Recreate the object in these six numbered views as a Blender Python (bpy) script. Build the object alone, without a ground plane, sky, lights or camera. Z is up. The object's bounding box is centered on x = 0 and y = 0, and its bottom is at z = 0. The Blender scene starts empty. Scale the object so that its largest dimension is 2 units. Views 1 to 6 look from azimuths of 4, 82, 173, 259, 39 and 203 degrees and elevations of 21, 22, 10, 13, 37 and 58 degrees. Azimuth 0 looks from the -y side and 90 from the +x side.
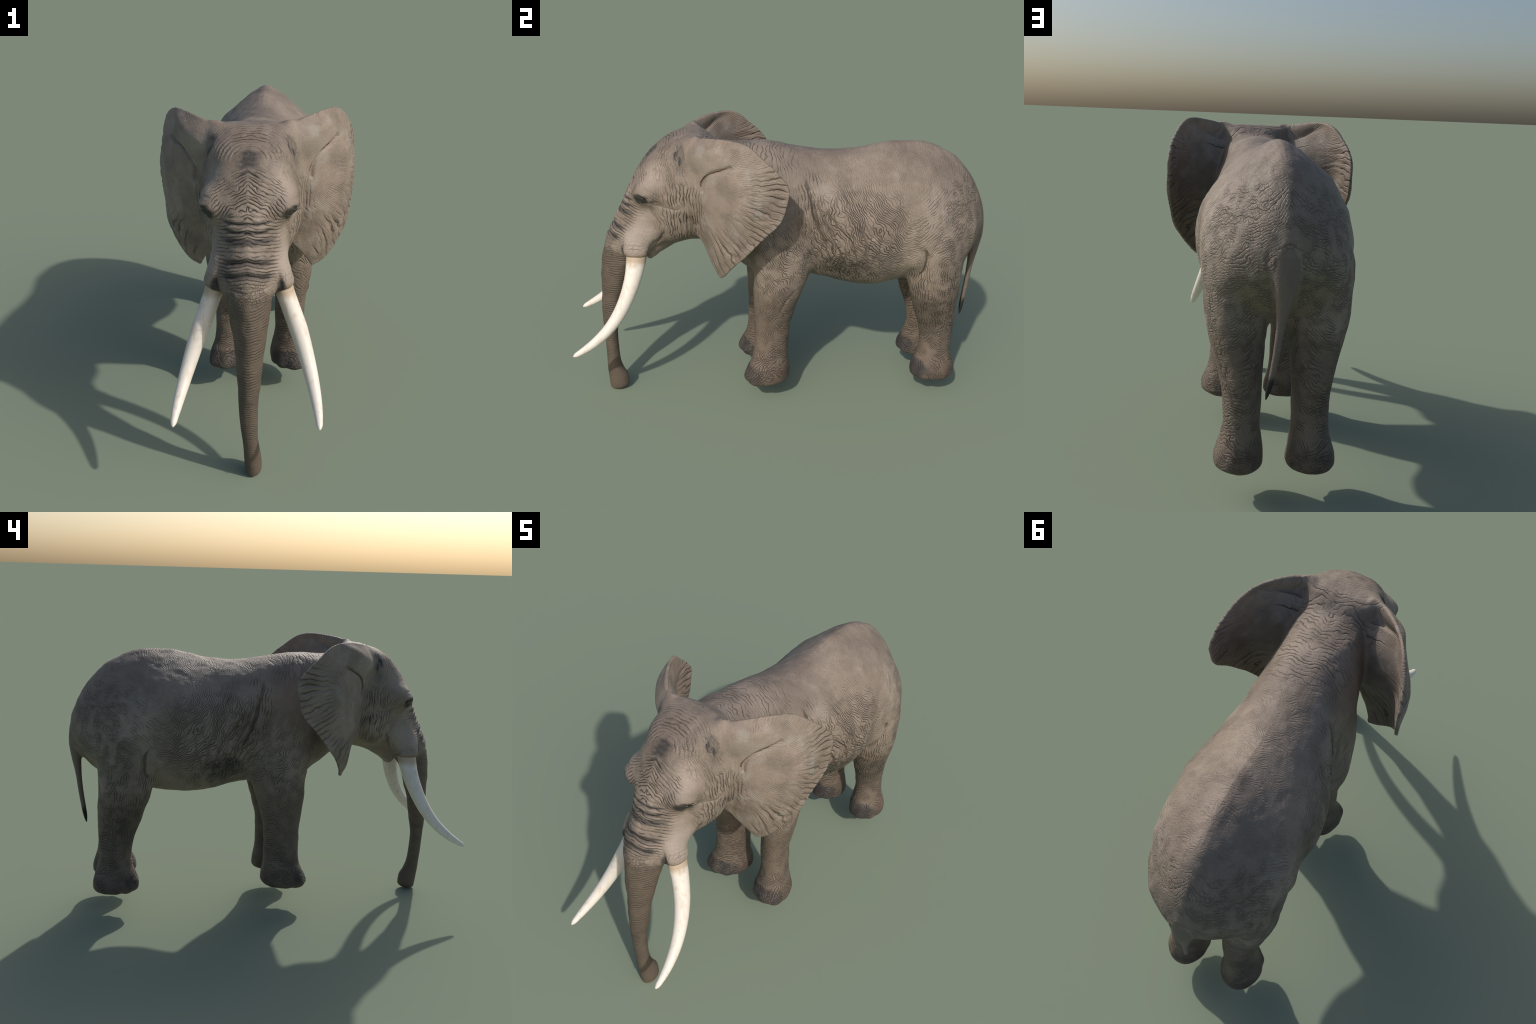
"""African elephant with long tusks, standing.
The skin is one body: lofted primitives (torso, legs, head, trunk, ears, tail) are turned
into distance fields, blended smoothly, polygonised, wrinkled in code and then separated
by region into named parts that share border vertices and normals."""
import bpy
import math
import numpy as np
import openvdb as vdb
from mathutils import noise as mnoise

VOX = 0.0042          # polygon size of the skin in metres
BAND = 15             # half width of the distance bands, in voxels
LO = np.array([-0.47, -0.93, -0.03])
HI = np.array([0.47, 1.04, 1.42])
DIM = np.ceil((HI - LO) / VOX).astype(int)


# ------------------------------------------------------------------ helpers
def pchip(xs, ys, x):
    """Monotone cubic interpolation of control values (columns of ys)."""
    xs = np.asarray(xs, float)
    ys = np.asarray(ys, float)
    flat = ys.ndim == 1
    if flat:
        ys = ys[:, None]
    h = np.diff(xs)[:, None]
    d = np.diff(ys, axis=0) / h
    m = np.zeros_like(ys)
    m[0], m[-1] = d[0], d[-1]
    a, b = d[:-1], d[1:]
    w1, w2 = 2 * h[1:] + h[:-1], h[1:] + 2 * h[:-1]
    same = a * b > 0
    with np.errstate(divide="ignore", invalid="ignore"):
        hm = (w1 + w2) / (w1 / a + w2 / b)
    m[1:-1] = np.where(same, hm, 0.0)
    x = np.clip(np.asarray(x, float), xs[0], xs[-1])
    i = np.clip(np.searchsorted(xs, x) - 1, 0, len(xs) - 2)
    hh = h[i, 0][:, None]
    t = ((x - xs[i])[:, None]) / hh
    r = ((1 + 2 * t) * (1 - t) ** 2 * ys[i] + t * (1 - t) ** 2 * hh * m[i]
         + t * t * (3 - 2 * t) * ys[i + 1] + t * t * (t - 1) * hh * m[i + 1])
    return r[:, 0] if flat else r


def catmull(pts, n):
    """Smooth curve through control points (any dimension)."""
    p = np.asarray(pts, float)
    k = np.concatenate([[0], np.cumsum(np.maximum(np.linalg.norm(np.diff(p, axis=0), axis=1), 1e-6))])
    m = np.gradient(p, k, axis=0)
    x = np.linspace(0, k[-1], n)
    i = np.clip(np.searchsorted(k, x) - 1, 0, len(k) - 2)
    h = (k[i + 1] - k[i])[:, None]
    t = (x - k[i])[:, None] / h
    return ((1 + 2 * t) * (1 - t) ** 2 * p[i] + t * (1 - t) ** 2 * h * m[i]
            + t * t * (3 - 2 * t) * p[i + 1] + t * t * (t - 1) * h * m[i + 1])


def loft(rings):
    """rings: (n, m, 3) closed sections -> closed quad mesh with fan caps."""
    n, m, _ = rings.shape
    pts = rings.reshape(-1, 3)
    i = np.arange(n - 1)[:, None] * m
    j = np.arange(m)[None, :]
    k = (j + 1) % m
    quads = np.stack(np.broadcast_arrays(i + j, i + k, i + m + k, i + m + j), -1).reshape(-1, 4)
    c0, c1 = len(pts), len(pts) + 1
    pts = np.vstack([pts, rings[0].mean(0), rings[-1].mean(0)])
    jj = np.arange(m)
    kk = (jj + 1) % m
    base = (n - 1) * m
    tris = np.vstack([np.stack([np.full(m, c0), kk, jj], -1), np.stack([np.full(m, c1), base + jj, base + kk], -1)])
    return pts, tris, quads


def mirrored(part):
    p, t, q = part
    return p * [-1, 1, 1], t[:, ::-1], q[:, ::-1]


def fix_orientation(part):
    p, t, q = part
    tt = np.vstack([t, q[:, [0, 1, 2]], q[:, [0, 2, 3]]])
    vol = np.einsum("ij,ij->i", p[tt[:, 0]], np.cross(p[tt[:, 1]], p[tt[:, 2]])).sum()
    return part if vol > 0 else (p, t[:, ::-1], q[:, ::-1])


def spow(v, e):
    return np.sign(v) * np.abs(v) ** e


# ------------------------------------------------------------------ primitives
def make_torso():
    """Barrel as half cross-sections: (half width, height) from the spine ridge to the belly."""
    #  y      ridge          ...roof...                     ...flank...                                   belly
    rows = [
        (-.44, (0, 1.300), (.050, 1.292), (.090, 1.262), (.120, 1.200), (.135, 1.110), (.132, 1.020), (.110, .930), (.065, .872), (0, .850)),
        (-.34, (0, 1.289), (.055, 1.283), (.116, 1.260), (.154, 1.188), (.166, 1.090), (.158, .990), (.135, .890), (.080, .822), (0, .795)),
        (-.24, (0, 1.288), (.060, 1.281), (.120, 1.254), (.164, 1.176), (.184, 1.070), (.184, .960), (.160, .840), (.090, .752), (0, .725)),
        (-.15, (0, 1.292), (.060, 1.284), (.118, 1.245), (.168, 1.160), (.202, 1.050), (.208, .930), (.185, .790), (.105, .695), (0, .668)),
        (-.05, (0, 1.284), (.060, 1.276), (.120, 1.238), (.170, 1.150), (.204, 1.040), (.214, .920), (.186, .775), (.105, .672), (0, .645)),
        (.06, (0, 1.266), (.060, 1.257), (.122, 1.218), (.178, 1.140), (.208, 1.030), (.212, .910), (.166, .765), (.085, .668), (0, .640)),
        (.18, (0, 1.256), (.055, 1.246), (.120, 1.208), (.190, 1.135), (.235, 1.030), (.242, .910), (.192, .760), (.102, .660), (0, .632)),
        (.30, (0, 1.263), (.050, 1.250), (.122, 1.208), (.196, 1.135), (.262, 1.030), (.283, .915), (.250, .760), (.148, .645), (0, .608)),
        (.42, (0, 1.285), (.048, 1.268), (.128, 1.216), (.212, 1.140), (.280, 1.030), (.298, .915), (.266, .765), (.160, .635), (0, .594)),
        (.52, (0, 1.303), (.048, 1.284), (.130, 1.228), (.214, 1.148), (.272, 1.035), (.279, .915), (.250, .770), (.140, .645), (0, .596)),
        (.62, (0, 1.305), (.046, 1.285), (.125, 1.228), (.206, 1.145), (.268, 1.035), (.286, .915), (.262, .780), (.132, .668), (0, .612)),
        (.71, (0, 1.285), (.044, 1.267), (.116, 1.212), (.194, 1.130), (.252, 1.025), (.278, .915), (.266, .790), (.140, .690), (0, .640)),
        (.80, (0, 1.242), (.042, 1.226), (.102, 1.178), (.163, 1.100), (.211, 1.010), (.238, .915), (.234, .805), (.125, .725), (0, .670)),
        (.87, (0, 1.185), (.038, 1.170), (.085, 1.128), (.133, 1.060), (.174, .990), (.204, .915), (.203, .825), (.115, .752), (0, .710)),
        (.93, (0, 1.106), (.030, 1.094), (.064, 1.064), (.098, 1.020), (.125, .970), (.141, .915), (.134, .848), (.080, .798), (0, .765)),
        (.965, (0, 1.036), (.020, 1.028), (.042, 1.010), (.066, .982), (.077, .950), (.084, .915), (.079, .868), (.055, .830), (0, .825)),
        (.983, (0, .985), (.010, .982), (.020, .970), (.026, .955), (.028, .935), (.028, .915), (.026, .895), (.016, .880), (0, .875))]
    ys = [r[0] for r in rows]
    g = np.array([[list(p) for p in r[1:]] for r in rows])                 # station, control, xz
    m = 48
    half = []
    for sec in g:                                                          # mirror before fitting so the ridge stays smooth
        full = np.vstack([sec[2:0:-1] * [-1, 1], sec, sec[-2:-4:-1] * [-1, 1]])
        fine = catmull(full, 481)
        k0 = np.argmin(np.abs(fine[:240, 0]) + (fine[:240, 1] < sec[5, 1]))
        k1 = 240 + np.argmin(np.abs(fine[240:, 0]) + (fine[240:, 1] > sec[5, 1]))
        part = fine[k0:k1 + 1]
        d = np.concatenate([[0], np.cumsum(np.linalg.norm(np.diff(part, axis=0), axis=1))])
        half.append(np.stack([np.interp(np.linspace(0, d[-1], m), d, part[:, c]) for c in (0, 1)], -1))
    half = np.array(half)
    half[:, 0, 0] = half[:, -1, 0] = 0
    y = np.linspace(ys[0], ys[-1], 150)
    h = pchip(ys, half.reshape(len(ys), -1), y).reshape(len(y), m, 2)
    ring = np.concatenate([h, h[:, -2:0:-1] * [-1, 1]], 1)
    return loft(np.stack([ring[..., 0], np.broadcast_to(y[:, None], ring.shape[:2]), ring[..., 1]], -1))


def tube_z(rows, n=80, ex=2.0, skew=0.0):
    """Vertical loft, rows of (z, cx, cy, rx, ry); skew carries the front of a section outwards."""
    r = np.array(sorted(rows))
    z = np.linspace(r[0, 0], r[-1, 0], n)
    cx, cy, rx, ry = pchip(r[:, 0], r[:, 1:], z).T
    th = np.linspace(0, 2 * np.pi, 64, endpoint=False)
    y = ry[:, None] * spow(np.sin(th)[None], 2 / ex)
    x = cx[:, None] + rx[:, None] * spow(np.cos(th)[None], 2 / ex) - skew * y
    return loft(np.stack([x, cy[:, None] + y, np.broadcast_to(z[:, None], x.shape)], -1))


def make_foreleg():
    return tube_z([(0.112, .143, -.066, .068, .084), (0.118, .143, -.066, .085, .101), (0.140, .143, -.066, .098, .115),
                   (0.165, .142, -.064, .096, .112), (0.20, .140, -.058, .086, .100), (0.24, .138, -.054, .074, .089),
                   (0.30, .137, -.050, .067, .085), (0.40, .136, -.049, .067, .088), (0.50, .141, -.043, .075, .101),
                   (0.60, .148, -.032, .083, .121), (0.68, .150, -.020, .088, .134), (0.78, .150, -.026, .090, .145),
                   (0.90, .145, -.040, .082, .135), (1.0, .130, -.030, .068, .110)], ex=2.2, skew=.17)


def make_hindleg():
    return tube_z([(0.112, .134, .783, .066, .084), (0.118, .134, .784, .082, .100), (0.140, .134, .784, .092, .112),
                   (0.165, .134, .784, .091, .111), (0.20, .131, .785, .084, .101), (0.24, .128, .786, .074, .087),
                   (0.30, .126, .786, .068, .079), (0.37, .126, .781, .070, .086), (0.46, .131, .766, .080, .102),
                   (0.54, .140, .750, .093, .114), (0.60, .146, .739, .105, .124), (0.70, .149, .728, .122, .136),
                   (0.80, .147, .722, .127, .143), (0.90, .138, .710, .120, .142), (1.0, .120, .69, .09, .120)])


def make_head():
    #        z     front   back   half  n
    rows = [(0.722, -.800, -.730, .040, 2.0),
            (0.745, -.815, -.690, .068, 1.9),
            (0.780, -.838, -.610, .102, 1.9),
            (0.830, -.838, -.500, .130, 1.95),
            (0.870, -.826, -.410, .144, 2.0),
            (0.920, -.806, -.330, .155, 1.92),
            (0.980, -.776, -.320, .162, 2.0),
            (1.040, -.752, -.320, .169, 2.2),
            (1.080, -.732, -.320, .170, 2.5),
            (1.120, -.714, -.320, .169, 2.5),
            (1.180, -.680, -.330, .168, 2.4),
            (1.230, -.646, -.340, .167, 2.3),
            (1.270, -.608, -.350, .166, 2.3),
            (1.300, -.565, -.360, .160, 2.3),
            (1.325, -.512, -.380, .150, 2.4),
            (1.338, -.472, -.405, .130, 2.4)]
    r = np.array(rows)
    z = np.linspace(r[0, 0], r[-1, 0], 90)
    yf, yb, w, n = pchip(r[:, 0], r[:, 1:], z).T
    th = np.linspace(0, 2 * np.pi, 96, endpoint=False)
    c, s = np.cos(th)[None], np.sin(th)[None]
    e = 2 / n[:, None]
    egg = np.interp(z, [.80, .93], [0, .16])[:, None]
    cy = (yf + yb)[:, None] / 2
    x = w[:, None] * spow(c, e) * (1 + egg * s)                            # egg: wider at the back
    y = cy + ((yb - yf) / 2)[:, None] * spow(s, e)
    return loft(np.stack([x, y, np.broadcast_to(z[:, None], x.shape)], -1))


def ellipsoid(c, r, tilt=(0, 0, 0), n=40, m=48):
    """Ball stretched to radii r, turned by tilt (radians about x, y, z)."""
    from mathutils import Euler
    ph = np.linspace(0.02, np.pi - 0.02, n)[:, None]
    th = np.linspace(0, 2 * np.pi, m, endpoint=False)[None]
    p = np.stack([np.sin(ph) * np.cos(th), np.sin(ph) * np.sin(th), np.cos(ph) + 0 * th], -1) * np.array(r)
    return loft(p @ np.array(Euler(tilt).to_matrix()).T + np.array(c))


def make_jowl():
    """Broad jaw hinge between eye and ear."""
    return ellipsoid((.102, -.475, 1.055), (.096, .115, .205), (-.18, 0, 0))


def make_brow():
    return ellipsoid((.128, -.638, 1.084), (.055, .070, .054), (.4, 0, -.2))


def make_trunk():
    #        z     front  back   cx    half
    rows = [(0.003, -.834, -.812, .008, .010), (0.010, -.843, -.770, .010, .028), (0.035, -.848, -.752, .010, .034),
            (0.08, -.853, -.756, .008, .034), (0.12, -.857, -.777, .006, .032), (0.16, -.859, -.791, .003, .031),
            (0.23, -.862, -.799, -.001, .034), (0.31, -.866, -.803, -.002, .037), (0.42, -.873, -.786, .001, .044),
            (0.515, -.875, -.771, .003, .051), (0.60, -.875, -.748, .005, .061), (0.68, -.871, -.725, .004, .074),
            (0.74, -.865, -.695, .002, .082), (0.80, -.846, -.680, 0.0, .096), (0.88, -.800, -.640, 0, .10), (0.93, -.74, -.66, 0, .06)]
    r = np.array(rows)
    z = np.linspace(r[0, 0], r[-1, 0], 160)
    yf, yb, cx, w = pchip(r[:, 0], r[:, 1:], z).T
    th = np.linspace(0, 2 * np.pi, 64, endpoint=False)
    egg = np.interp(z, [.25, .55, .8], [0, .28, .30])[:, None]
    x = cx[:, None] + w[:, None] * np.cos(th) * (1 + egg * np.sin(th))
    y = (yf + yb)[:, None] / 2 + ((yb - yf) / 2)[:, None] * np.sin(th)
    return loft(np.stack([x, y, np.broadcast_to(z[:, None], x.shape)], -1))


def sweep(path, radii, n=60, m=32, squash=None):
    """Round tube along a curve; squash widens or flattens it along x."""
    d = catmull(np.column_stack([path, radii]), n)
    p, r = d[:, :3], d[:, 3]
    t = np.gradient(p, axis=0)
    t /= np.linalg.norm(t, axis=1)[:, None]
    u = np.cross(t, [1.0, 0, 0])
    u /= np.linalg.norm(u, axis=1)[:, None]
    v = np.cross(t, u)
    th = np.linspace(0, 2 * np.pi, m, endpoint=False)
    k = 1.0 if squash is None else np.interp(np.linspace(0, 1, n), *squash)[:, None, None]
    return loft(p[:, None] + r[:, None, None] * (np.cos(th)[None, :, None] * u[:, None] + k * np.sin(th)[None, :, None] * v[:, None]))


def make_jaw():
    """Lower jaw: from the throat forward to the pointed lower lip."""
    return sweep([(0, -.40, .905), (0, -.50, .875), (0, -.575, .83), (0, -.622, .780), (0, -.638, .742), (0, -.640, .722)],
                 [.082, .072, .060, .044, .027, .013], squash=([0, .5, .8, 1], [.95, 1.0, 1.7, 3.2]))


def make_tusk_sheath():
    return sweep([(.075, -.670, .93), (.094, -.690, .87), (.112, -.702, .815), (.124, -.702, .780), (.127, -.702, .766)],
                 [.058, .064, .064, .060, .044], squash=([0, 1], [.84, .80]))


def make_tail():
    return sweep([(.000, .940, .955), (.002, .955, .915), (.007, .966, .860), (.010, .967, .779), (.017, .959, .689),
                  (.027, .949, .588), (.039, .936, .494), (.050, .928, .440), (.056, .924, .411)],
                 [.036, .039, .036, .0255, .0160, .0125, .0115, .0085, .002], n=90, squash=([0, .3, .5, 1], [1.25, 1.2, 1, 1]))


EAR_ROWS = [  # root, inner third, outer third, rim
    [(.110, -.465, 1.310), (.128, -.455, 1.325), (.145, -.448, 1.335), (.159, -.441, 1.341)],
    [(.130, -.475, 1.290), (.170, -.450, 1.318), (.202, -.410, 1.342), (.230, -.374, 1.358)],
    [(.140, -.480, 1.260), (.205, -.445, 1.300), (.255, -.370, 1.338), (.286, -.304, 1.366)],
    [(.150, -.480, 1.230), (.226, -.440, 1.280), (.295, -.348, 1.325), (.336, -.228, 1.357)],
    [(.155, -.475, 1.200), (.234, -.427, 1.240), (.314, -.320, 1.280), (.376, -.160, 1.308)],
    [(.160, -.465, 1.170), (.240, -.407, 1.205), (.340, -.288, 1.235), (.402, -.090, 1.248)],
    [(.160, -.455, 1.130), (.242, -.398, 1.160), (.374, -.258, 1.180), (.412, -.046, 1.190)],
    [(.158, -.450, 1.080), (.244, -.394, 1.100), (.388, -.254, 1.110), (.414, -.052, 1.110)],
    [(.155, -.445, 1.030), (.244, -.392, 1.030), (.376, -.266, 1.030), (.413, -.080, 1.030)],
    [(.152, -.440, .975), (.240, -.390, .960), (.356, -.294, .948), (.404, -.135, .967)],
    [(.148, -.430, .930), (.228, -.382, .900), (.332, -.310, .874), (.382, -.216, .868)],
    [(.142, -.418, .890), (.198, -.374, .845), (.288, -.328, .797), (.336, -.272, .792)],
    [(.140, -.408, .870), (.180, -.372, .810), (.240, -.340, .757), (.270, -.308, .722)],
    [(.140, -.402, .860), (.166, -.378, .815), (.202, -.353, .768), (.236, -.317, .706)]]


def make_ear():
    """Ear as a sail: rows run from the root on the head, over a bulge, to the rim."""
    g = np.array(EAR_ROWS)
    nu, nv = 40, 90
    cols = np.stack([catmull(g[:, k], nv) for k in range(4)], 1)          # nv,4,3
    front = np.stack([catmull(row, nu) for row in cols])                  # nv,nu,3
    du = np.gradient(front, axis=1)
    dv = np.gradient(front, axis=0)
    nrm = np.cross(du, dv)
    nrm /= np.linalg.norm(nrm, axis=-1)[..., None] + 1e-9
    if nrm[nv // 2, nu // 2] @ np.array([.85, -.5, 0]) < 0:
        nrm = -nrm
    u = np.linspace(0, 1, nu)[None, :, None]
    v = np.linspace(0, 1, nv)[:, None, None]
    fill = np.interp(v, [0, .2, .35, .7, .9, 1], [.35, .8, 1, 1, .4, .1])
    thick = 0.009 + 0.135 * fill * (1 - u) ** 1.15
    a, b = front + nrm * 0.004, front - nrm * thick
    pts = np.concatenate([a.reshape(-1, 3), b.reshape(-1, 3)])
    N = nu * nv
    i, j = np.meshgrid(np.arange(nv - 1), np.arange(nu - 1), indexing="ij")
    q = (i * nu + j).ravel()
    qa = np.stack([q, q + 1, q + nu + 1, q + nu], -1)
    quads = [qa, qa[:, ::-1] + N]
    ring = np.concatenate([np.arange(nu), nu - 1 + nu * np.arange(1, nv), (nv - 1) * nu + np.arange(nu - 2, -1, -1), nu * np.arange(nv - 2, 0, -1)])
    nx = np.roll(ring, -1)
    quads.append(np.stack([nx, ring, ring + N, nx + N], -1))
    return pts, np.zeros((0, 3), int), np.vstack(quads)


# ------------------------------------------------------------------ distance fields
def field(part):
    p, t, q = fix_orientation(part)
    tf = vdb.createLinearTransform(voxelSize=VOX)
    g = vdb.FloatGrid.createLevelSetFromPolygons(np.ascontiguousarray((p - LO), np.float32), triangles=np.ascontiguousarray(t, np.uint32),
                                                 quads=np.ascontiguousarray(q, np.uint32), transform=tf, halfWidth=float(BAND))
    lo = np.floor((p.min(0) - LO) / VOX).astype(int) - BAND - 1
    hi = np.ceil((p.max(0) - LO) / VOX).astype(int) + BAND + 2
    lo, hi = np.maximum(lo, 0), np.minimum(hi, DIM)
    arr = np.empty(hi - lo, np.float32)
    g.copyToArray(arr, ijk=tuple(int(v) for v in lo))
    return arr, lo, hi


PARTS = ["torso", "head", "trunk", "ear", "foreleg", "hindleg", "tail"]


def blend(total, part, k, owner, name):
    """Smooth union of a part into the whole with fillet size k; note which part owns each cell."""
    arr, lo, hi = field(part)
    cut = tuple(slice(lo[c], hi[c]) for c in range(3))
    v = total[cut]
    owner[cut][arr < v] = PARTS.index(name)
    h = np.maximum(k - np.abs(v - arr), 0) / k
    v[...] = np.minimum(v, arr) - h * h * k * 0.25


def build_skin():
    total = np.full(DIM, VOX * BAND, np.float32)
    owner = np.zeros(DIM, np.int8)

    def both(part, k, name):
        blend(total, part, k, owner, name)
        blend(total, mirrored(part), k, owner, name)

    blend(total, make_torso(), 0.001, owner, "torso")
    both(make_hindleg(), .035, "hindleg")
    both(make_foreleg(), .045, "foreleg")
    blend(total, make_head(), 0.06, owner, "head")
    both(make_jowl(), .05, "head")
    both(make_brow(), .05, "head")
    blend(total, make_jaw(), 0.035, owner, "head")
    both(make_tusk_sheath(), .03, "head")
    blend(total, make_trunk(), 0.03, owner, "trunk")
    both(make_ear(), .03, "ear")
    blend(total, make_tail(), 0.025, owner, "tail")
    g = vdb.FloatGrid(VOX * BAND)
    g.copyFromArray(total)
    g.transform = vdb.createLinearTransform(voxelSize=VOX)
    pts, quads = g.convertToQuads(isovalue=0.0)
    pts, quads = np.asarray(pts, float), np.asarray(quads, int)
    cell = np.clip(np.round(pts[quads].mean(1) / VOX).astype(int), 0, DIM - 1)
    return pts + LO, quads, owner[tuple(cell.T)]


def skin_normals(p, q):
    fn = np.cross(p[q[:, 2]] - p[q[:, 0]], p[q[:, 3]] - p[q[:, 1]])
    n = np.zeros_like(p)
    for k in range(4):
        np.add.at(n, q[:, k], fn)
    return n / (np.linalg.norm(n, axis=1)[:, None] + 1e-12)


def relax(p, q, rounds, weight=0.5):
    e = np.vstack([q[:, [0, 1]], q[:, [1, 2]], q[:, [2, 3]], q[:, [3, 0]]])
    e = np.unique(np.sort(e, 1), axis=0)
    deg = np.bincount(e.ravel(), minlength=len(p))[:, None]
    for i in range(rounds):
        for w in (weight, -weight * 1.04):
            s = np.stack([np.bincount(e[:, 0], p[e[:, 1], k], len(p)) + np.bincount(e[:, 1], p[e[:, 0], k], len(p)) for k in range(3)], -1)
            p = p + w * (s / deg - p)
    return p


# ------------------------------------------------------------------ relief worked into the skin
def hash3(i, j, k, seed):
    h = (i * 374761393 + j * 668265263 + k * 2147483647 + seed * 974634777) & 0xFFFFFFFF
    h = ((h ^ (h >> 13)) * 1274126177) & 0xFFFFFFFF
    return ((h ^ (h >> 16)) & 0xFFFF) / 32767.5 - 1.0


def vnoise(p, seed=0):
    """Smooth value noise in -1..1."""
    f = np.floor(p)
    i = f.astype(np.int64)
    t = p - f
    t = t * t * t * (t * (t * 6 - 15) + 10)
    out = 0
    for dx in (0, 1):
        for dy in (0, 1):
            for dz in (0, 1):
                w = (t[:, 0] if dx else 1 - t[:, 0]) * (t[:, 1] if dy else 1 - t[:, 1]) * (t[:, 2] if dz else 1 - t[:, 2])
                out = out + w * hash3(i[:, 0] + dx, i[:, 1] + dy, i[:, 2] + dz, seed)
    return out


def smooth(a, b, x):
    t = np.clip((x - a) / (b - a), 0, 1)
    return t * t * (3 - 2 * t)


def relief(P, label):
    """Signed displacement along the normal, in metres, from folds, creases and bulges."""
    S = P * [1, 1, 1]
    S[:, 0] = np.abs(S[:, 0])
    d = np.zeros(len(P))
    x, y, z = S.T
    ear = label == PARTS.index("ear")

    def bump(c, r, amount, only=None):
        w = np.exp(-(((S - c) / r) ** 2).sum(1)) * amount
        d[:] += w if only is None else w * only

    def groove(path, width, depth, only=None, taper=True):
        """A crease that follows a path and dies out at its ends."""
        p = np.array(path, float)
        for n in range(len(p)):                                           # lay the control points on the hide
            r = ((S - p[n]) ** 2).sum(1)
            r[~(ear if only is ear else np.ones(len(S), bool))] = 9
            p[n] = S[r.argmin()]
        p = catmull(p, 40)
        lo, hi = p.min(0) - 3 * width, p.max(0) + 3 * width
        idx = np.nonzero(((S > lo) & (S < hi)).all(1))[0]
        if not len(idx):
            return
        q = S[idx]
        best, at = np.full(len(idx), 9.0), np.zeros(len(idx))
        for n in range(39):
            e = p[n + 1] - p[n]
            t = np.clip((q - p[n]) @ e / (e @ e), 0, 1)
            r = np.linalg.norm(q - p[n] - t[:, None] * e, axis=1)
            near = r < best
            best[near], at[near] = r[near], (n + t[near]) / 39
        fade = np.sqrt(np.clip(np.sin(np.pi * np.clip(at, .03, .97)), 0, 1)) if taper else 1
        w = depth * np.exp(-(best / width) ** 2) * fade
        d[idx] -= w if only is None else w * only[idx]

    wob = vnoise(S * 14, 3)
    # temples, forehead dome and hollows
    bump((.178, -.515, 1.275), (.05, .022, .034), -.012)
    bump((.185, -.505, 1.200), (.05, .022, .030), -.008)
    bump((.10, -.640, 1.185), (.055, .06, .06), .006)
    bump((.156, -.696, 1.066), (.040, .035, .026), .007)
    bump((.125, -.750, .930), (.045, .040, .080), -.007)
    # eye socket, lids
    bump((.166, -.690, 1.056), (.03, .018, .010), -.004)
    bump((.165, -.664, 1.084), (.03, .032, .010), .007)
    bump((.172, -.640, 1.058), (.03, .012, .012), .006)
    groove([(.150, -.700, 1.085), (.166, -.672, 1.074), (.174, -.645, 1.066)], .004, .005)
    groove([(.150, -.700, 1.055), (.163, -.675, 1.040), (.176, -.640, 1.038), (.186, -.600, 1.048)], .005, .004)
    groove([(.145, -.705, 1.118), (.163, -.670, 1.112), (.178, -.630, 1.092), (.188, -.590, 1.072)], .005, .004)
    # rings across the upper trunk: deep cuts, arched over the middle
    rings = [(1.052, .085, .0030, 0), (1.030, .085, .0045, 0), (1.000, .090, .0055, 0), (.976, .085, .0045, .02), (.955, .085, .0040, .10), (.935, .080, .0030, .10),
             (.893, .085, .0075, .22), (.848, .080, .0080, .22), (.812, .075, .0035, -.10), (.796, .085, .0050, -.15)]
    front = smooth(-.66, -.74, y)
    for zc, half, depth, arch in rings:
        line = zc + .012 * (arch > .1) - arch * x + .003 * wob
        w = np.exp(-((z - line) / (.0045 + .0035 * (depth > .006))) ** 2) * smooth(half + .02, half - .025, x) * front
        swell = np.exp(-((z - line - .014) / .010) ** 2) * smooth(half + .02, half - .02, x) * front
        d += -depth * w + .25 * depth * swell
    for zc in (1.262, 1.245, 1.229):                                      # short cuts on the brow
        d -= .004 * np.exp(-((z - zc) / .004) ** 2) * smooth(.05, .015, x) * smooth(-.55, -.6, y)
    # chevrons between the eyes
    ph = (z + .50 * x) / .0165 + .5 * wob
    d += .0013 * np.sin(2 * np.pi * ph) * smooth(.13, .07, x) * smooth(1.04, 1.07, z) * smooth(1.225, 1.18, z) * smooth(-.55, -.64, y)
    # arcs over the crown
    rad = np.linalg.norm(S - [0, -.625, 1.225], axis=1)
    d += .0011 * np.sin(2 * np.pi * rad / .017 + 1.5 * wob) * smooth(.05, .075, rad) * smooth(.19, .15, rad) * smooth(1.22, 1.25, z) * ~ear
    # cheek folds, vertical
    ph = (y + .18 * z) / .021 + .9 * vnoise(S * [9, 9, 7], 8)
    d += .0036 * np.minimum(np.sin(2 * np.pi * ph), .35) * np.exp(-(((S - [.2, -.49, .985]) / [.2, .080, .14]) ** 2).sum(1)) * ~ear
    groove([(.172, -.640, 1.048), (.182, -.590, 1.026), (.192, -.540, 1.020), (.200, -.490, 1.030)], .013, .007)
    groove([(.168, -.668, 1.036), (.158, -.650, .995), (.152, -.610, .955), (.148, -.580, .915)], .011, .006)
    groove([(.140, -.640, .775), (.142, -.610, .820), (.142, -.585, .870), (.140, -.575, .905)], .014, .009)
    bump((.185, -.575, 1.065), (.04, .05, .018), .004)
    # tusk sheath: crease against the trunk, mouth corner
    groove([(.118, -.775, .850), (.124, -.768, .815), (.118, -.762, .785), (.108, -.758, .755)], .008, .011)
    groove([(.150, -.655, .800), (.120, -.640, .785), (.080, -.630, .765)], .007, .007)
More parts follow.
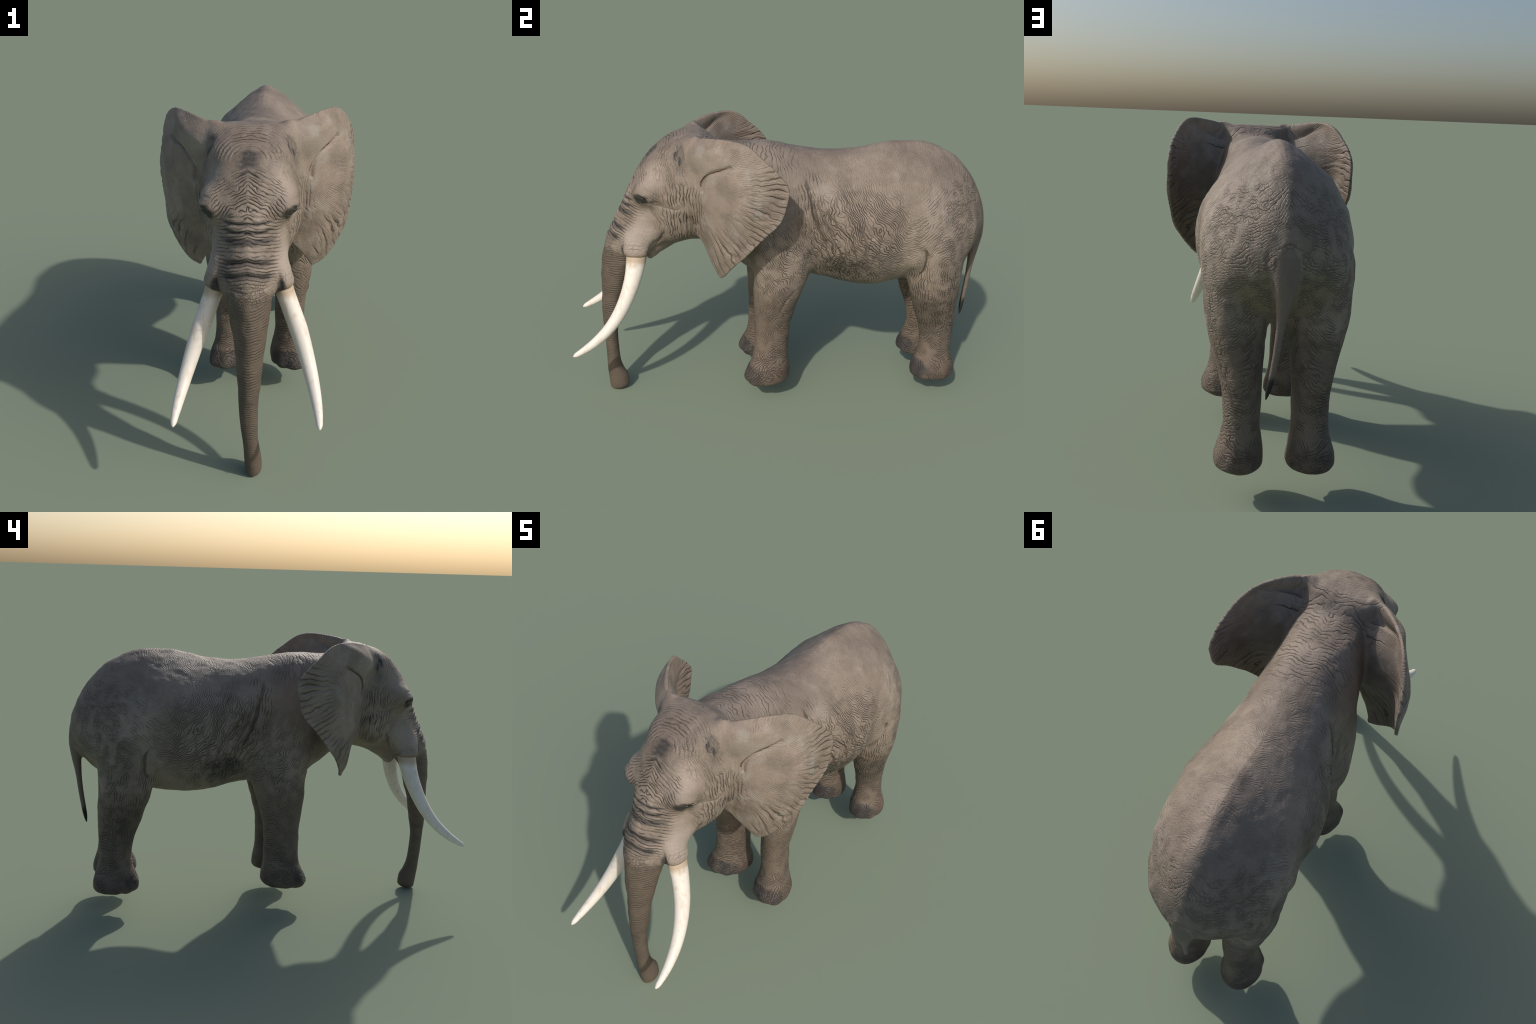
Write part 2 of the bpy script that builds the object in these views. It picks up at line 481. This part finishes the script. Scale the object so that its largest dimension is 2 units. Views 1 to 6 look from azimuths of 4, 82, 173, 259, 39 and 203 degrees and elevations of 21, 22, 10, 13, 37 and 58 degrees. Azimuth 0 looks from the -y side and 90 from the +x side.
    # ear: crevice under the upper flap, ribs that fan out to the rim
    groove([(.335, -.290, 1.255), (.325, -.306, 1.250), (.262, -.385, 1.200), (.244, -.410, 1.160), (.240, -.415, 1.120)],   .008, .011, only=ear, taper=False)
    groove([(.215, -.435, 1.06), (.205, -.430, .98), (.185, -.420, .90), (.165, -.410, .85)], .013, .004)
    ang = np.arctan2(z - 1.189, y + .50)
    rr = np.hypot(z - 1.189, y + .50)
    rib = np.sin(2 * np.pi * (ang / .115 + .8 * vnoise(np.stack([ang * 7, rr * 9, x * 3], -1), 5)))
    rim = catmull([r[3] for r in EAR_ROWS], 120)
    to_rim = np.full(len(P), .1)
    for q in rim:
        to_rim[ear] = np.minimum(to_rim[ear], np.linalg.norm(S[ear] - q, axis=1))
    calm = smooth(.004, .030, to_rim)                                     # the rim itself runs smooth
    zone = calm * ear * smooth(.22, .36, rr) * smooth(.40, .1, ang) * (.55 + .45 * vnoise(S * 11, 6))
    d += .0045 * (np.minimum(rib, .3) - .1) * np.clip(zone, 0, 1)
    d += ear * .002 * vnoise(S * 16, 9)
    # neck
    # fold behind the elbow, flank folds
    groove([(.205, .085, 1.120), (.225, .100, 1.030), (.235, .130, .935), (.232, .168, .868), (.222, .200, .815)], .010, .016)
    groove([(.232, .118, 1.06), (.248, .150, .980), (.250, .195, .900), (.235, .225, .830)], .008, .006)
    groove([(.250, .136, 1.069), (.262, .209, .962), (.262, .263, .905), (.245, .297, .845), (.228, .316, .785)], .008, .007)
    groove([(.262, .235, 1.03), (.275, .294, .965), (.270, .342, .895), (.250, .354, .811), (.215, .360, .735)], .006, .0045)
    groove([(.235, .215, .86), (.222, .250, .79), (.190, .270, .715)], .012, .008)
    groove([(.240, .270, .85), (.225, .300, .78), (.190, .310, .70)], .009, .006)
    ph = (.75 * y + .66 * z) / .024 + .8 * vnoise(S * 8, 11)
    d += .0016 * np.minimum(np.sin(2 * np.pi * ph), .4) * np.exp(-(((S - [.25, .24, .90]) / [.3, .17, .19]) ** 2).sum(1))
    # shoulder blade, elbow, fore-arm
    bump((.215, -.02, 1.10), (.05, .07, .10), .006)
    bump((.235, .085, .815), (.05, .035, .045), .009)
    bump((.225, -.05, .62), (.06, .05, .12), .006)
    groove([(.205, -.040, .486), (.212, -.003, .575), (.205, .056, .630)], .008, .0035)
    # hip bone, stifle fold and bulge
    bump((.205, .58, 1.155), (.05, .05, .04), .008)
    bump((.265, .590, .775), (.07, .040, .055), .012)
    groove([(.262, .600, .870), (.268, .648, .810), (.262, .650, .750), (.245, .625, .690)], .014, .013)
    groove([(.235, .78, 1.00), (.260, .70, .90), (.265, .655, .83)], .025, .006)
    # broad unevenness of the hide
    tail = label == PARTS.index("tail")
    thin = tail | ((label == PARTS.index("trunk")) & (z < .35))
    d += (.0022 * vnoise(P * 17, 1) + .0012 * vnoise(P * 38, 2)) * np.where(ear | thin, .3, 1)
    # toes
    foot = smooth(.20, .15, z)
    for cx, cy in ((.143, -.066), (.134, .784)):
        th = np.arctan2(P[:, 1] - cy, np.abs(P[:, 0]) - cx)
        r = np.hypot(P[:, 1] - cy, np.abs(P[:, 0]) - cx)
        d += foot * (r < .16) * .0025 * np.cos(th * 9) * smooth(.3, -.6, np.sin(th))
    return d


P, Q, L = build_skin()
P = relax(P, Q, 6)
if np.einsum("ij,ij->i", P[Q[:, 0]], np.cross(P[Q[:, 1]], P[Q[:, 2]])).sum() < 0:
    Q = Q[:, ::-1]
VL = np.zeros(len(P), int)
VL[Q.ravel()] = np.repeat(L, 4)
N = skin_normals(P, Q)
P = P + N * relief(P, VL)[:, None]
P[:, 2] -= P[:, 2].min()
N = skin_normals(P, Q)
N /= np.linalg.norm(N, axis=1)[:, None]


# ------------------------------------------------------------------ materials
class Nodes:
    """Small helper that writes node expressions."""

    def __init__(self, name):
        self.mat = bpy.data.materials.new(name)
        self.mat.use_nodes = True
        self.t = self.mat.node_tree
        self.bsdf = self.t.nodes["Principled BSDF"]
        tc = self.t.nodes.new("ShaderNodeTexCoord")
        sep = self.t.nodes.new("ShaderNodeSeparateXYZ")
        self.t.links.new(tc.outputs["Object"], sep.inputs[0])
        self.p = tc.outputs["Object"]
        self.x, self.y, self.z = sep.outputs
        self.ax = self.m("ABSOLUTE", self.x)
        self.s = self.vec(self.ax, self.y, self.z)      # mirrored position

    def put(self, socket, v):
        if isinstance(v, bpy.types.NodeSocket):
            self.t.links.new(v, socket)
        else:
            socket.default_value = v

    def m(self, op, a, b=None, c=None, clamp=False):
        n = self.t.nodes.new("ShaderNodeMath")
        n.operation, n.use_clamp = op, clamp
        for i, v in enumerate((a, b, c)):
            if v is not None:
                self.put(n.inputs[i], v)
        return n.outputs[0]

    def add(self, a, b): return self.m("ADD", a, b)
    def sub(self, a, b): return self.m("SUBTRACT", a, b)
    def mul(self, a, b): return self.m("MULTIPLY", a, b)

    def vec(self, x, y, z):
        n = self.t.nodes.new("ShaderNodeCombineXYZ")
        for i, v in enumerate((x, y, z)):
            self.put(n.inputs[i], v)
        return n.outputs[0]

    def vm(self, op, a, b=None):
        n = self.t.nodes.new("ShaderNodeVectorMath")
        n.operation = op
        self.put(n.inputs[0], a)
        if b is not None:
            self.put(n.inputs[1], b)
        return n.outputs["Value"] if op in ("LENGTH", "DOT_PRODUCT", "DISTANCE") else n.outputs["Vector"]

    def step(self, a, b, v):
        """Smooth ramp of v from 0 at a to 1 at b."""
        n = self.t.nodes.new("ShaderNodeMapRange")
        n.interpolation_type = "SMOOTHSTEP"
        flip = a > b
        self.put(n.inputs["Value"], v)
        n.inputs["From Min"].default_value, n.inputs["From Max"].default_value = (b, a) if flip else (a, b)
        n.inputs["To Min"].default_value, n.inputs["To Max"].default_value = (1, 0) if flip else (0, 1)
        return n.outputs["Result"]

    def noise(self, v, scale, detail=2.0, rough=.5, dist=0.0):
        n = self.t.nodes.new("ShaderNodeTexNoise")
        self.put(n.inputs["Vector"], v)
        for k, w in (("Scale", scale), ("Detail", detail), ("Roughness", rough), ("Distortion", dist)):
            n.inputs[k].default_value = w
        return n.outputs["Fac"]

    def blob(self, c, r, soft=.5):
        """1 inside a mirrored ellipsoid at c with radii r, fading outwards."""
        d = self.vm("LENGTH", self.vm("DIVIDE", self.vm("SUBTRACT", self.s, c), r))
        return self.step(1.0 + soft, 1.0 - soft, d)

    def mix(self, f, a, b, kind="MIX"):
        n = self.t.nodes.new("ShaderNodeMix")
        n.data_type, n.blend_type = "RGBA", kind
        self.put(n.inputs[0], f)
        for i, v in ((6, a), (7, b)):
            if isinstance(v, tuple):
                v = (*v, 1)
            self.put(n.inputs[i], v)
        return n.outputs[2]

    def product(self, *fs):
        out = fs[0]
        for f in fs[1:]:
            out = self.mul(out, f)
        return out

    def start_wrinkles(self):
        """Noises that all wrinkle layers share: slow bends, short wobble and breaks."""
        self.bend = self.sub(self.noise(self.s, 6.5, 3.0, .55), .5)
        self.bend_short = self.sub(self.noise(self.s, 17, 2.0, .55), .5)
        self.fade = self.step(.36, .60, self.noise(self.s, 21, 1.0))
        self.fade_wide = self.step(.40, .60, self.noise(self.s, 8.3, 1.0))

    def fold(self, path, width):
        """One crease along a path given in the side view (y, z), ragged at its edges."""
        p = np.array(path)
        flat = np.ptp(p[:, 0]) > np.ptp(p[:, 1])                  # run along the longer axis
        run, off = (self.y, self.z) if flat else (self.z, self.y)
        p = p if flat else p[:, ::-1]
        p = p[p[:, 0].argsort()]
        (r0, o0), (r1, o1) = p.min(0), p.max(0)
        n = self.t.nodes.new("ShaderNodeFloatCurve")
        curve = n.mapping.curves[0]
        for i, (r, o) in enumerate(p):
            at = ((r - r0) / (r1 - r0), (o - o0) / (o1 - o0))
            if i < 2:
                curve.points[i].location = at
            else:
                curve.points.new(*at)
        n.mapping.update()
        u = self.m("MULTIPLY_ADD", run, 1 / (r1 - r0), -r0 / (r1 - r0), clamp=True)
        self.put(n.inputs["Value"], u)
        gap = self.sub(self.add(off, self.mul(self.bend_short, .030)), self.m("MULTIPLY_ADD", n.outputs[0], o1 - o0, o0))
        crease = self.step(width, width * .1, self.m("ABSOLUTE", gap))
        ends = self.m("PINGPONG", u, .5)
        return self.mul(crease, self.step(.0, .14, ends))

    def lines(self, across, spacing, slow=.05, short=.022, power=3.0, wide=False, keep=.25):
        """Run of folds a given distance apart, bent by the shared noises; 1 at the bottom of a crease."""
        u = self.add(across, self.add(self.mul(self.bend, slow * 2), self.mul(self.bend_short, short * .8)))
        saw = self.m("ABSOLUTE", self.sub(self.m("FRACT", self.mul(u, 1 / spacing)), .5))
        crease = self.m("POWER", self.m("SUBTRACT", 1.0, self.mul(saw, 2.0)), power)
        return self.mul(crease, self.add(keep, self.mul(self.fade_wide if wide else self.fade, 1 - keep)))

    def net(self, u, v, su, sv, width=.16):
        """Cracked hide: edges of bent cells su by sv to the metre; 1 in the crease."""
        n = self.t.nodes.new("ShaderNodeTexVoronoi")
        n.voronoi_dimensions, n.feature = "2D", "DISTANCE_TO_EDGE"
        du, dv = self.mul(self.bend_short, .035), self.mul(self.bend, .06)
        self.put(n.inputs["Vector"], self.vec(self.mul(self.add(u, du), su), self.mul(self.add(v, dv), sv), 0))
        n.inputs["Scale"].default_value = 1.0
        edge = self.step(width, 0.0, n.outputs["Distance"])
        return self.mul(edge, self.add(.25, self.mul(self.fade, .75)))


def skin_material(part):
    """Hide of one part. Every layer is laid out on the whole animal, so neighbouring parts
    match along their borders; a part only carries the layers that reach it."""
    g = Nodes("hide_of_" + part)
    x, y, z, s = g.ax, g.y, g.z, g.s
    g.start_wrinkles()
    lin = lambda a, b, c: g.vm("DOT_PRODUCT", s, (a, b, c))
    total = None

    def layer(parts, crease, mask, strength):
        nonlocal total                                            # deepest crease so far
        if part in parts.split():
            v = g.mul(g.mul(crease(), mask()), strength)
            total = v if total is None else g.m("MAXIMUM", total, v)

    # neck and withers: cross wrinkles
    layer("torso head ear", lambda: g.lines(lin(.25, 1, .2), .0190, .06, .03, 4.0), lambda: g.product(g.step(1.10, 1.22, z), g.step(-.46, -.38, y), g.step(.10, -.05, y), g.step(.21, .17, x)), .6)
    # trunk: rings
    layer("trunk head", lambda: g.lines(lin(-.1, 0, 1), .0115, .020, .014, 3.0), lambda: g.product(g.step(-.62, -.72, y), g.step(.84, .79, z), g.step(.15, .45, z)), .46)
    layer("trunk", lambda: g.lines(z, .0085, .015, .010, 3.0), lambda: g.product(g.step(.02, .2, z), g.step(.5, .3, z)), .38)
    # face: rings, chevrons, crown arcs, cheek, lids
    layer("head trunk", lambda: g.lines(lin(.2, 0, 1), .0125, .02, .014), lambda: g.product(g.step(-.60, -.70, y), g.step(.14, .09, x), g.step(.79, .83, z), g.step(1.06, 1.03, z)), .75)
    layer("head", lambda: g.lines(lin(.55, 0, 1), .0130, .055, .030, 3.5, keep=.1), lambda: g.product(g.step(-.52, -.66, y), g.step(.17, .1, x), g.step(1.02, 1.05, z), g.step(1.23, 1.17, z)), .85)
    if part == "head":
        rad = g.vm("DISTANCE", s, (0, -.625, 1.225))
    layer("head", lambda: g.lines(rad, .0135, .03, .018), lambda: g.product(g.step(.045, .07, rad), g.step(.23, .16, rad), g.step(1.22, 1.25, z), g.step(.21, .16, x)), .6)
    layer("head ear torso", lambda: g.lines(lin(.1, 1, .12), .0145, .05, .024, 3.0), lambda: g.blob((.2, -.50, .98), (.12, .10, .17), .5), 1.0)
    layer("head", lambda: g.lines(lin(0, .5, .85), .0105, .03, .016), lambda: g.blob((.18, -.655, 1.03), (.05, .08, .055), .5), .8)
    layer("head trunk", lambda: g.net(x, z, 80, 52, .16), lambda: g.product(g.step(.86, .81, z), g.step(.71, .76, z), g.step(-.64, -.70, y)), .4)
    layer("head", lambda: g.lines(lin(0, .9, .3), .0105, .05, .028, 3.0), lambda: g.product(g.step(-.34, -.42, y), g.step(.80, .84, z), g.step(1.32, 1.24, z), g.step(-.68, -.6, y)), .3)
    # ear: creases that fan out to the rim
    if part in ("ear", "head", "torso"):
        ang = g.m("ARCTAN2", g.sub(z, 1.189), g.add(y, .50))
        far = g.vm("LENGTH", g.vec(0, g.add(y, .50), g.sub(z, 1.189)))
        earz = g.product(g.step(.225, .26, x), g.step(-.02, -.05, y))
    layer("ear", lambda: g.lines(ang, .070, .11, .05, 4.0, True, .15), lambda: g.product(earz, g.step(.24, .38, far), g.step(.4, .1, ang)), .85)
    layer("ear", lambda: g.lines(ang, .026, .10, .05, 3.0), lambda: g.mul(earz, g.step(.10, .22, far)), .22)
    # flank: folds that swing from the elbow back and up, crossed by a few steep ones
    if part in ("torso", "foreleg", "hindleg"):
        swirl = g.vm("LENGTH", g.vec(0, g.sub(y, .66), g.sub(z, 1.25)))
    layer("torso foreleg hindleg", lambda: g.lines(swirl, .0122, .075, .030, 3.0, keep=.5), lambda: g.blob((.25, .31, .89), (.28, .28, .26), .45), .9)
    layer("torso foreleg", lambda: g.lines(swirl, .0330, .085, .030, 6.0, True, .2), lambda: g.blob((.25, .24, .87), (.3, .18, .24), .45), 1.0)
    layer("torso foreleg", lambda: g.lines(lin(0, .97, -.15), .0470, .06, .02, 14.0, True, .2), lambda: g.blob((.25, .30, .80), (.3, .18, .18), .45), .8)
    layer("torso", lambda: g.lines(lin(.3, .96, .15), .0165, .06, .026, 2.5), lambda: g.blob((.2, .28, .71), (.25, .18, .10), .45), 1.0)
    layer("torso hindleg", lambda: g.lines(lin(0, -.62, .78), .0135, .05, .022), lambda: g.blob((.25, .72, .95), (.25, .17, .20), .5), .6)
    layer("torso foreleg", lambda: g.lines(lin(0, .97, .2), .0155, .04, .020), lambda: g.blob((.22, .09, 1.05), (.12, .07, .19), .5), .8)
    # back and rump
    layer("torso", lambda: g.lines(lin(.5, .8, .5), .0085, .06, .04, 2.0), lambda: g.product(g.step(.80, 1.0, z), g.step(-.02, .15, y)), .22)
    if part in ("torso", "hindleg", "tail"):
        notail = g.m("SUBTRACT", 1.0, g.product(g.step(.05, .035, x), g.step(.89, .91, y), g.step(.96, .93, z)))
    layer("torso hindleg tail", lambda: g.lines(lin(.75, .35, 1), .0115, .06, .020, 3.0), lambda: g.product(g.step(.60, .78, y), g.step(.42, .62, z), g.step(1.27, 1.10, z), notail), .6)
    layer("torso hindleg tail", lambda: g.net(lin(1, -.7, 0), z, 58, 78, .13), lambda: g.product(g.step(.60, .78, y), g.step(.60, .72, z), g.step(1.27, 1.10, z), notail), .38)
    # legs: long wavy creases on the thigh, crossed lines below
    layer("hindleg torso", lambda: g.lines(lin(.55, 1, .06), .0125, .055, .022, 3.0, keep=.3), lambda: g.product(g.step(.86, .72, z), g.step(.34, .44, z), g.step(.55, .6, y), g.step(.89, .80, y), notail), .85)
    layer("foreleg torso", lambda: g.lines(lin(.4, .8, .6), .0112, .07, .040, 3.0), lambda: g.product(g.step(.19, .02, y), g.step(.54, .66, z), g.step(1.05, .85, z)), .75)
    layer("foreleg hindleg", lambda: g.lines(lin(.5, .6, .75), .0105, .06, .022, 4.0), lambda: g.step(.72, .52, z), .6)
    layer("foreleg hindleg", lambda: g.lines(lin(-.5, -.6, .75), .0120, .06, .030, 4.0, True, .1), lambda: g.step(.60, .45, z), .6)
    layer("foreleg hindleg", lambda: g.lines(z, .0100, .03, .018, 3.0), lambda: g.step(.27, .16, z), .4)
    # single deep folds, drawn on the side view
    for parts, width, depth, path in (
            ("torso foreleg", .010, .8, [(.063, 1.18), (.098, 1.03), (.130, .935), (.170, .867), (.205, .812)]),
            ("torso foreleg", .006, .6, [(.118, 1.06), (.150, .98), (.195, .90), (.232, .82)]),
            ("torso", .006, .7, [(.136, 1.069), (.209, .962), (.263, .908), (.297, .848), (.316, .785), (.318, .70)]),
            ("torso", .005, .55, [(.235, 1.03), (.294, .965), (.342, .90), (.354, .811), (.360, .720)]),
            ("torso", .007, .6, [(.215, .86), (.250, .79), (.275, .71)]),
            ("torso hindleg", .011, .8, [(.604, .862), (.646, .809), (.645, .750), (.616, .695)]),
            ("head", .009, .35, [(-.64, 1.044), (-.59, 1.024), (-.54, 1.016), (-.49, 1.028)]),
            ("head", .010, .7, [(-.64, .775), (-.61, .82), (-.585, .87), (-.575, .91)]),
            ("ear head", .006, .9, [(-.286, 1.256), (-.306, 1.250), (-.350, 1.222), (-.385, 1.200), (-.410, 1.160), (-.415, 1.125)])):
        layer(parts, lambda: g.fold(path, width), lambda: g.step(.09, .13, x), depth)
    if total is None:
        total = g.mul(g.fade, .1)
    grain = g.noise(g.p, 150, 2.0, .65)

    # colour
    tone = g.noise(g.p, 4.0, 4.0, .6, .6)
    col = g.mix(g.step(.32, .68, tone), (.228, .181, .143), (.318, .255, .203))
    col = g.mix(g.mul(g.step(.52, .74, g.noise(g.p, 11, 4.0, .65)), .45), col, (.390, .320, .264))
    col = g.mix(g.mul(g.step(.50, .68, g.noise(g.p, 6.2, 4.0, .65)), .30), col, (.170, .132, .102))
    rag = g.noise(g.p, 24, 3.0, .6)
    edge = lambda f, lo=.15, hi=.9: g.step(lo, hi, g.add(f, g.mul(g.sub(rag, .5), .9)))

    def patch(parts, mask, strength, colour):
        nonlocal col
        if part in parts.split():
            col = g.mix(g.mul(mask(), strength), col, colour)

    patch("trunk head", lambda: edge(g.product(g.step(-.62, -.70, y), g.step(.90, .70, g.add(z, g.mul(x, .3))))), .9, (.118, .090, .065))
    patch("trunk", lambda: edge(g.step(.30, .10, z)), .5, (.115, .086, .062))
    temple = lambda: g.blob((.178, -.512, 1.268), (.055, .026, .060), .9)  # occlusion shade of the temple hollows, painted dark into the hide
    patch("head ear", lambda: g.mul(edge(temple()), g.step(.36, .58, g.noise(g.vm("MULTIPLY", s, (60, 60, 16)), 1.0, 2.0))), .95, (.045, .044, .047))
    patch("head ear", lambda: edge(g.blob((.183, -.505, 1.190), (.045, .022, .030), .8)), .45, (.12, .100, .082))
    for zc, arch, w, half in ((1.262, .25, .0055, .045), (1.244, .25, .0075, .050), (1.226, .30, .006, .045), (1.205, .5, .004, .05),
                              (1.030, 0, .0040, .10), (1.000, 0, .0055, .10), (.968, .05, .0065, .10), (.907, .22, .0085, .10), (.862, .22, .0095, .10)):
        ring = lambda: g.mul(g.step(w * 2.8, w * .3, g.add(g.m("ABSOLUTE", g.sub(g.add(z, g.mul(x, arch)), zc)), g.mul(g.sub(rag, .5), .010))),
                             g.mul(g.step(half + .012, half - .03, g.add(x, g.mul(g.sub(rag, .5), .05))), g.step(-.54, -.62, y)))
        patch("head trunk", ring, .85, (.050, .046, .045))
    patch("head", lambda: edge(g.blob((.163, -.685, 1.055), (.045, .040, .028), .5)), .92, (.026, .026, .022))
    pale = lambda c, r: g.mul(g.blob(c, r, .6), g.add(.45, g.mul(rag, .8)))  # soft highlights on raised areas, lightened in the base colour
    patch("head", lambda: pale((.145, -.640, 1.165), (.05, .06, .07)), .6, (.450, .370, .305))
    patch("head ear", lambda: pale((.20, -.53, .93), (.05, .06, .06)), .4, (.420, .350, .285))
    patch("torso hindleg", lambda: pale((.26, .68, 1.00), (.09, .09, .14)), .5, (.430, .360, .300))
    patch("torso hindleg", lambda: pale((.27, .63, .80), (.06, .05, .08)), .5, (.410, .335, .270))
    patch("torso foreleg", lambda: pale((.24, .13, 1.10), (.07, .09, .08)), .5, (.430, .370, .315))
    patch("head", lambda: g.blob((.145, -.69, .850), (.05, .08, .08), .5), .6, (.46, .385, .33))
    patch("head", lambda: edge(g.blob((.150, -.705, .772), (.07, .07, .012), .6)), .6, (.25, .165, .085))
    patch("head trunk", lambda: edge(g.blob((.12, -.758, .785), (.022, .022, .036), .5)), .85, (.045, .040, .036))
    patch("ear head", lambda: g.blob((.26, -.40, 1.245), (.09, .07, .045), .5), .4, (.33, .30, .255))
    patch("ear", lambda: g.step(.45, .65, g.noise(g.p, 10, 3)), .30, (.40, .30, .235))
    patch("ear", lambda: g.step(.52, .7, g.noise(g.p, 14, 3)), .35, (.40, .37, .33))
    patch("foreleg hindleg", lambda: edge(g.step(.76, .48, z)), .8, (.165, .124, .092))
    patch("foreleg hindleg", lambda: edge(g.step(.27, .13, z)), .75, (.135, .097, .072))
    toes = lambda: g.m("MAXIMUM", g.blob((.14, -.15, .160), (.12, .075, .045), .5), g.blob((.13, .70, .165), (.12, .065, .05), .5))
    patch("foreleg hindleg", lambda: edge(toes()), .85, (.055, .050, .050))
    patch("foreleg hindleg", lambda: edge(g.blob((.20, .695, .45), (.10, .08, .12), .6)), .55, (.095, .080, .066))
    patch("foreleg hindleg", lambda: g.mul(g.step(.62, .45, z), g.step(.50, .60, g.noise(g.p, 9, 4.0))), .35, (.145, .116, .092))
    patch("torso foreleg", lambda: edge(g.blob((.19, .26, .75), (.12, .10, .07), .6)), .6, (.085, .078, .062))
    patch("torso hindleg", lambda: edge(g.blob((.085, .915, .80), (.09, .10, .11), .5)), .45, (.205, .183, .110))
    patch("tail", lambda: g.step(.96, .92, z), .85, (.180, .142, .120))
    patch("tail", lambda: g.product(g.step(.512, .474, g.add(z, g.mul(g.sub(rag, .5), .03))), g.step(.875, .895, y)), 1.0, (.018, .017, .015))
    col = g.mix(g.mul(g.m("POWER", total, 1.2), .92), col, g.mix(1.0, col, (.20, .175, .155), "MULTIPLY"))  # crease and fold shading multiplied into the albedo
    col = g.mix(g.mul(g.step(.58, .40, grain), .22), col, g.mix(1.0, col, (.55, .52, .50), "MULTIPLY"))
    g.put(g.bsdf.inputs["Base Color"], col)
    g.put(g.bsdf.inputs["Roughness"], g.add(.50, g.mul(grain, .2)))
    g.bsdf.inputs["Specular IOR Level"].default_value = .42

    b = g.t.nodes.new("ShaderNodeBump")
    b.inputs["Strength"].default_value = 1.0
    b.inputs["Distance"].default_value = .0058
    g.put(b.inputs["Height"], g.add(g.mul(total, -1.0), g.mul(grain, .35)))
    g.put(g.bsdf.inputs["Normal"], b.outputs["Normal"])
    return g.mat


def ivory_material():
    g = Nodes("ivory")
    streak = g.noise(g.vm("MULTIPLY", g.p, (60, 60, 9)), 1.0, 3.0, .6, .5)
    col = g.mix(g.mul(g.step(.50, .70, streak), .6), (.86, .79, .70), (.72, .55, .42))
    cracks = g.step(.035, .0, g.m("ABSOLUTE", g.sub(g.noise(g.p, 26, 3.0, .6, 1.2), .5)))
    col = g.mix(g.mul(g.product(cracks, g.step(.55, .65, g.noise(g.p, 9)), g.step(.40, .60, g.z)), .45), col, (.60, .42, .30))
    pits = g.step(.76, .82, g.noise(g.p, 85, 1.0))
    col = g.mix(g.mul(pits, .5), col, (.45, .36, .28))
    stain = g.step(.735, .775, g.add(g.z, g.mul(g.noise(g.p, 30), .03)))
    col = g.mix(g.mul(stain, .7), col, (.42, .28, .15))
    g.put(g.bsdf.inputs["Base Color"], col)
    g.bsdf.inputs["Roughness"].default_value = .42
    g.bsdf.inputs["Specular IOR Level"].default_value = .4
    b = g.t.nodes.new("ShaderNodeBump")
    b.inputs["Strength"].default_value, b.inputs["Distance"].default_value = .3, .001
    g.put(b.inputs["Height"], streak)
    g.put(g.bsdf.inputs["Normal"], b.outputs["Normal"])
    return g.mat


def eye_material():
    g = Nodes("wet_dark_eye")
    g.bsdf.inputs["Base Color"].default_value = (.018, .013, .009, 1)
    g.bsdf.inputs["Roughness"].default_value = .08
    g.bsdf.inputs["Coat Weight"].default_value = .5
    return g.mat


# ------------------------------------------------------------------ objects
root = bpy.data.objects.new("elephant", None)
bpy.context.scene.collection.objects.link(root)
root["label"] = "grey-brown wrinkled standing elephant with long white tusks"
root["category"] = "elephant"
HIDE = {name: skin_material(name) for name in PARTS}
IVORY, EYE = ivory_material(), eye_material()


def mesh_object(name, p, faces, material, normals=None, parent=root):
    me = bpy.data.meshes.new(name)
    me.from_pydata(p.tolist(), [], faces)
    me.polygons.foreach_set("use_smooth", [True] * len(me.polygons))
    me.materials.append(material)
    if normals is not None:
        me.normals_split_custom_set_from_vertices(normals.tolist())
    o = bpy.data.objects.new(name, me)
    bpy.context.scene.collection.objects.link(o)
    o.parent = parent
    return o


def region(name, faces, material):
    used, flat = np.unique(faces.ravel(), return_inverse=True)
    return mesh_object(name, P[used], flat.reshape(-1, 4).tolist(), material, N[used])


side = P[Q].mean(1)[:, 0] > 0
head = None
for i, name in enumerate(PARTS):
    pick = L == i
    mat = HIDE[name]
    if name in ("ear", "foreleg", "hindleg"):
        region(name, Q[pick & side], mat)
        region(name, Q[pick & ~side], mat)
    else:
        o = region(name, Q[pick], mat)
        head = o if name == "head" else head


def make_tusk():
    path = [(.108, -.690, .86), (.128, -.701, .771), (.156, -.714, .690), (.190, -.742, .600), (.220, -.786, .510), (.240, -.833, .446),
            (.258, -.900, .384), (.267, -.957, .345), (.2695, -.986, .328), (.270, -.995, .323)]
    return sweep(path, [.046, .047, .041, .035, .030, .026, .0205, .0145, .009, .003], n=120, m=40,
                 squash=([0, .2, .4, 1], [.80, .80, 1, 1]))


tusk = fix_orientation(make_tusk())
near = ((P - [.170, -.670, 1.060]) ** 2).sum(1).argmin()                # the eye sits where the lids part
eyeball = fix_orientation(ellipsoid(P[near] - N[near] * .0065, (.0105, .0130, .0088)))
for name, part, mat, parent in (("tusk", tusk, IVORY, root), ("eye", eyeball, EYE, head)):
    for p, t, q in (part, mirrored(part)):
        mesh_object(name, p, q.tolist() + t.tolist(), mat, parent=parent)
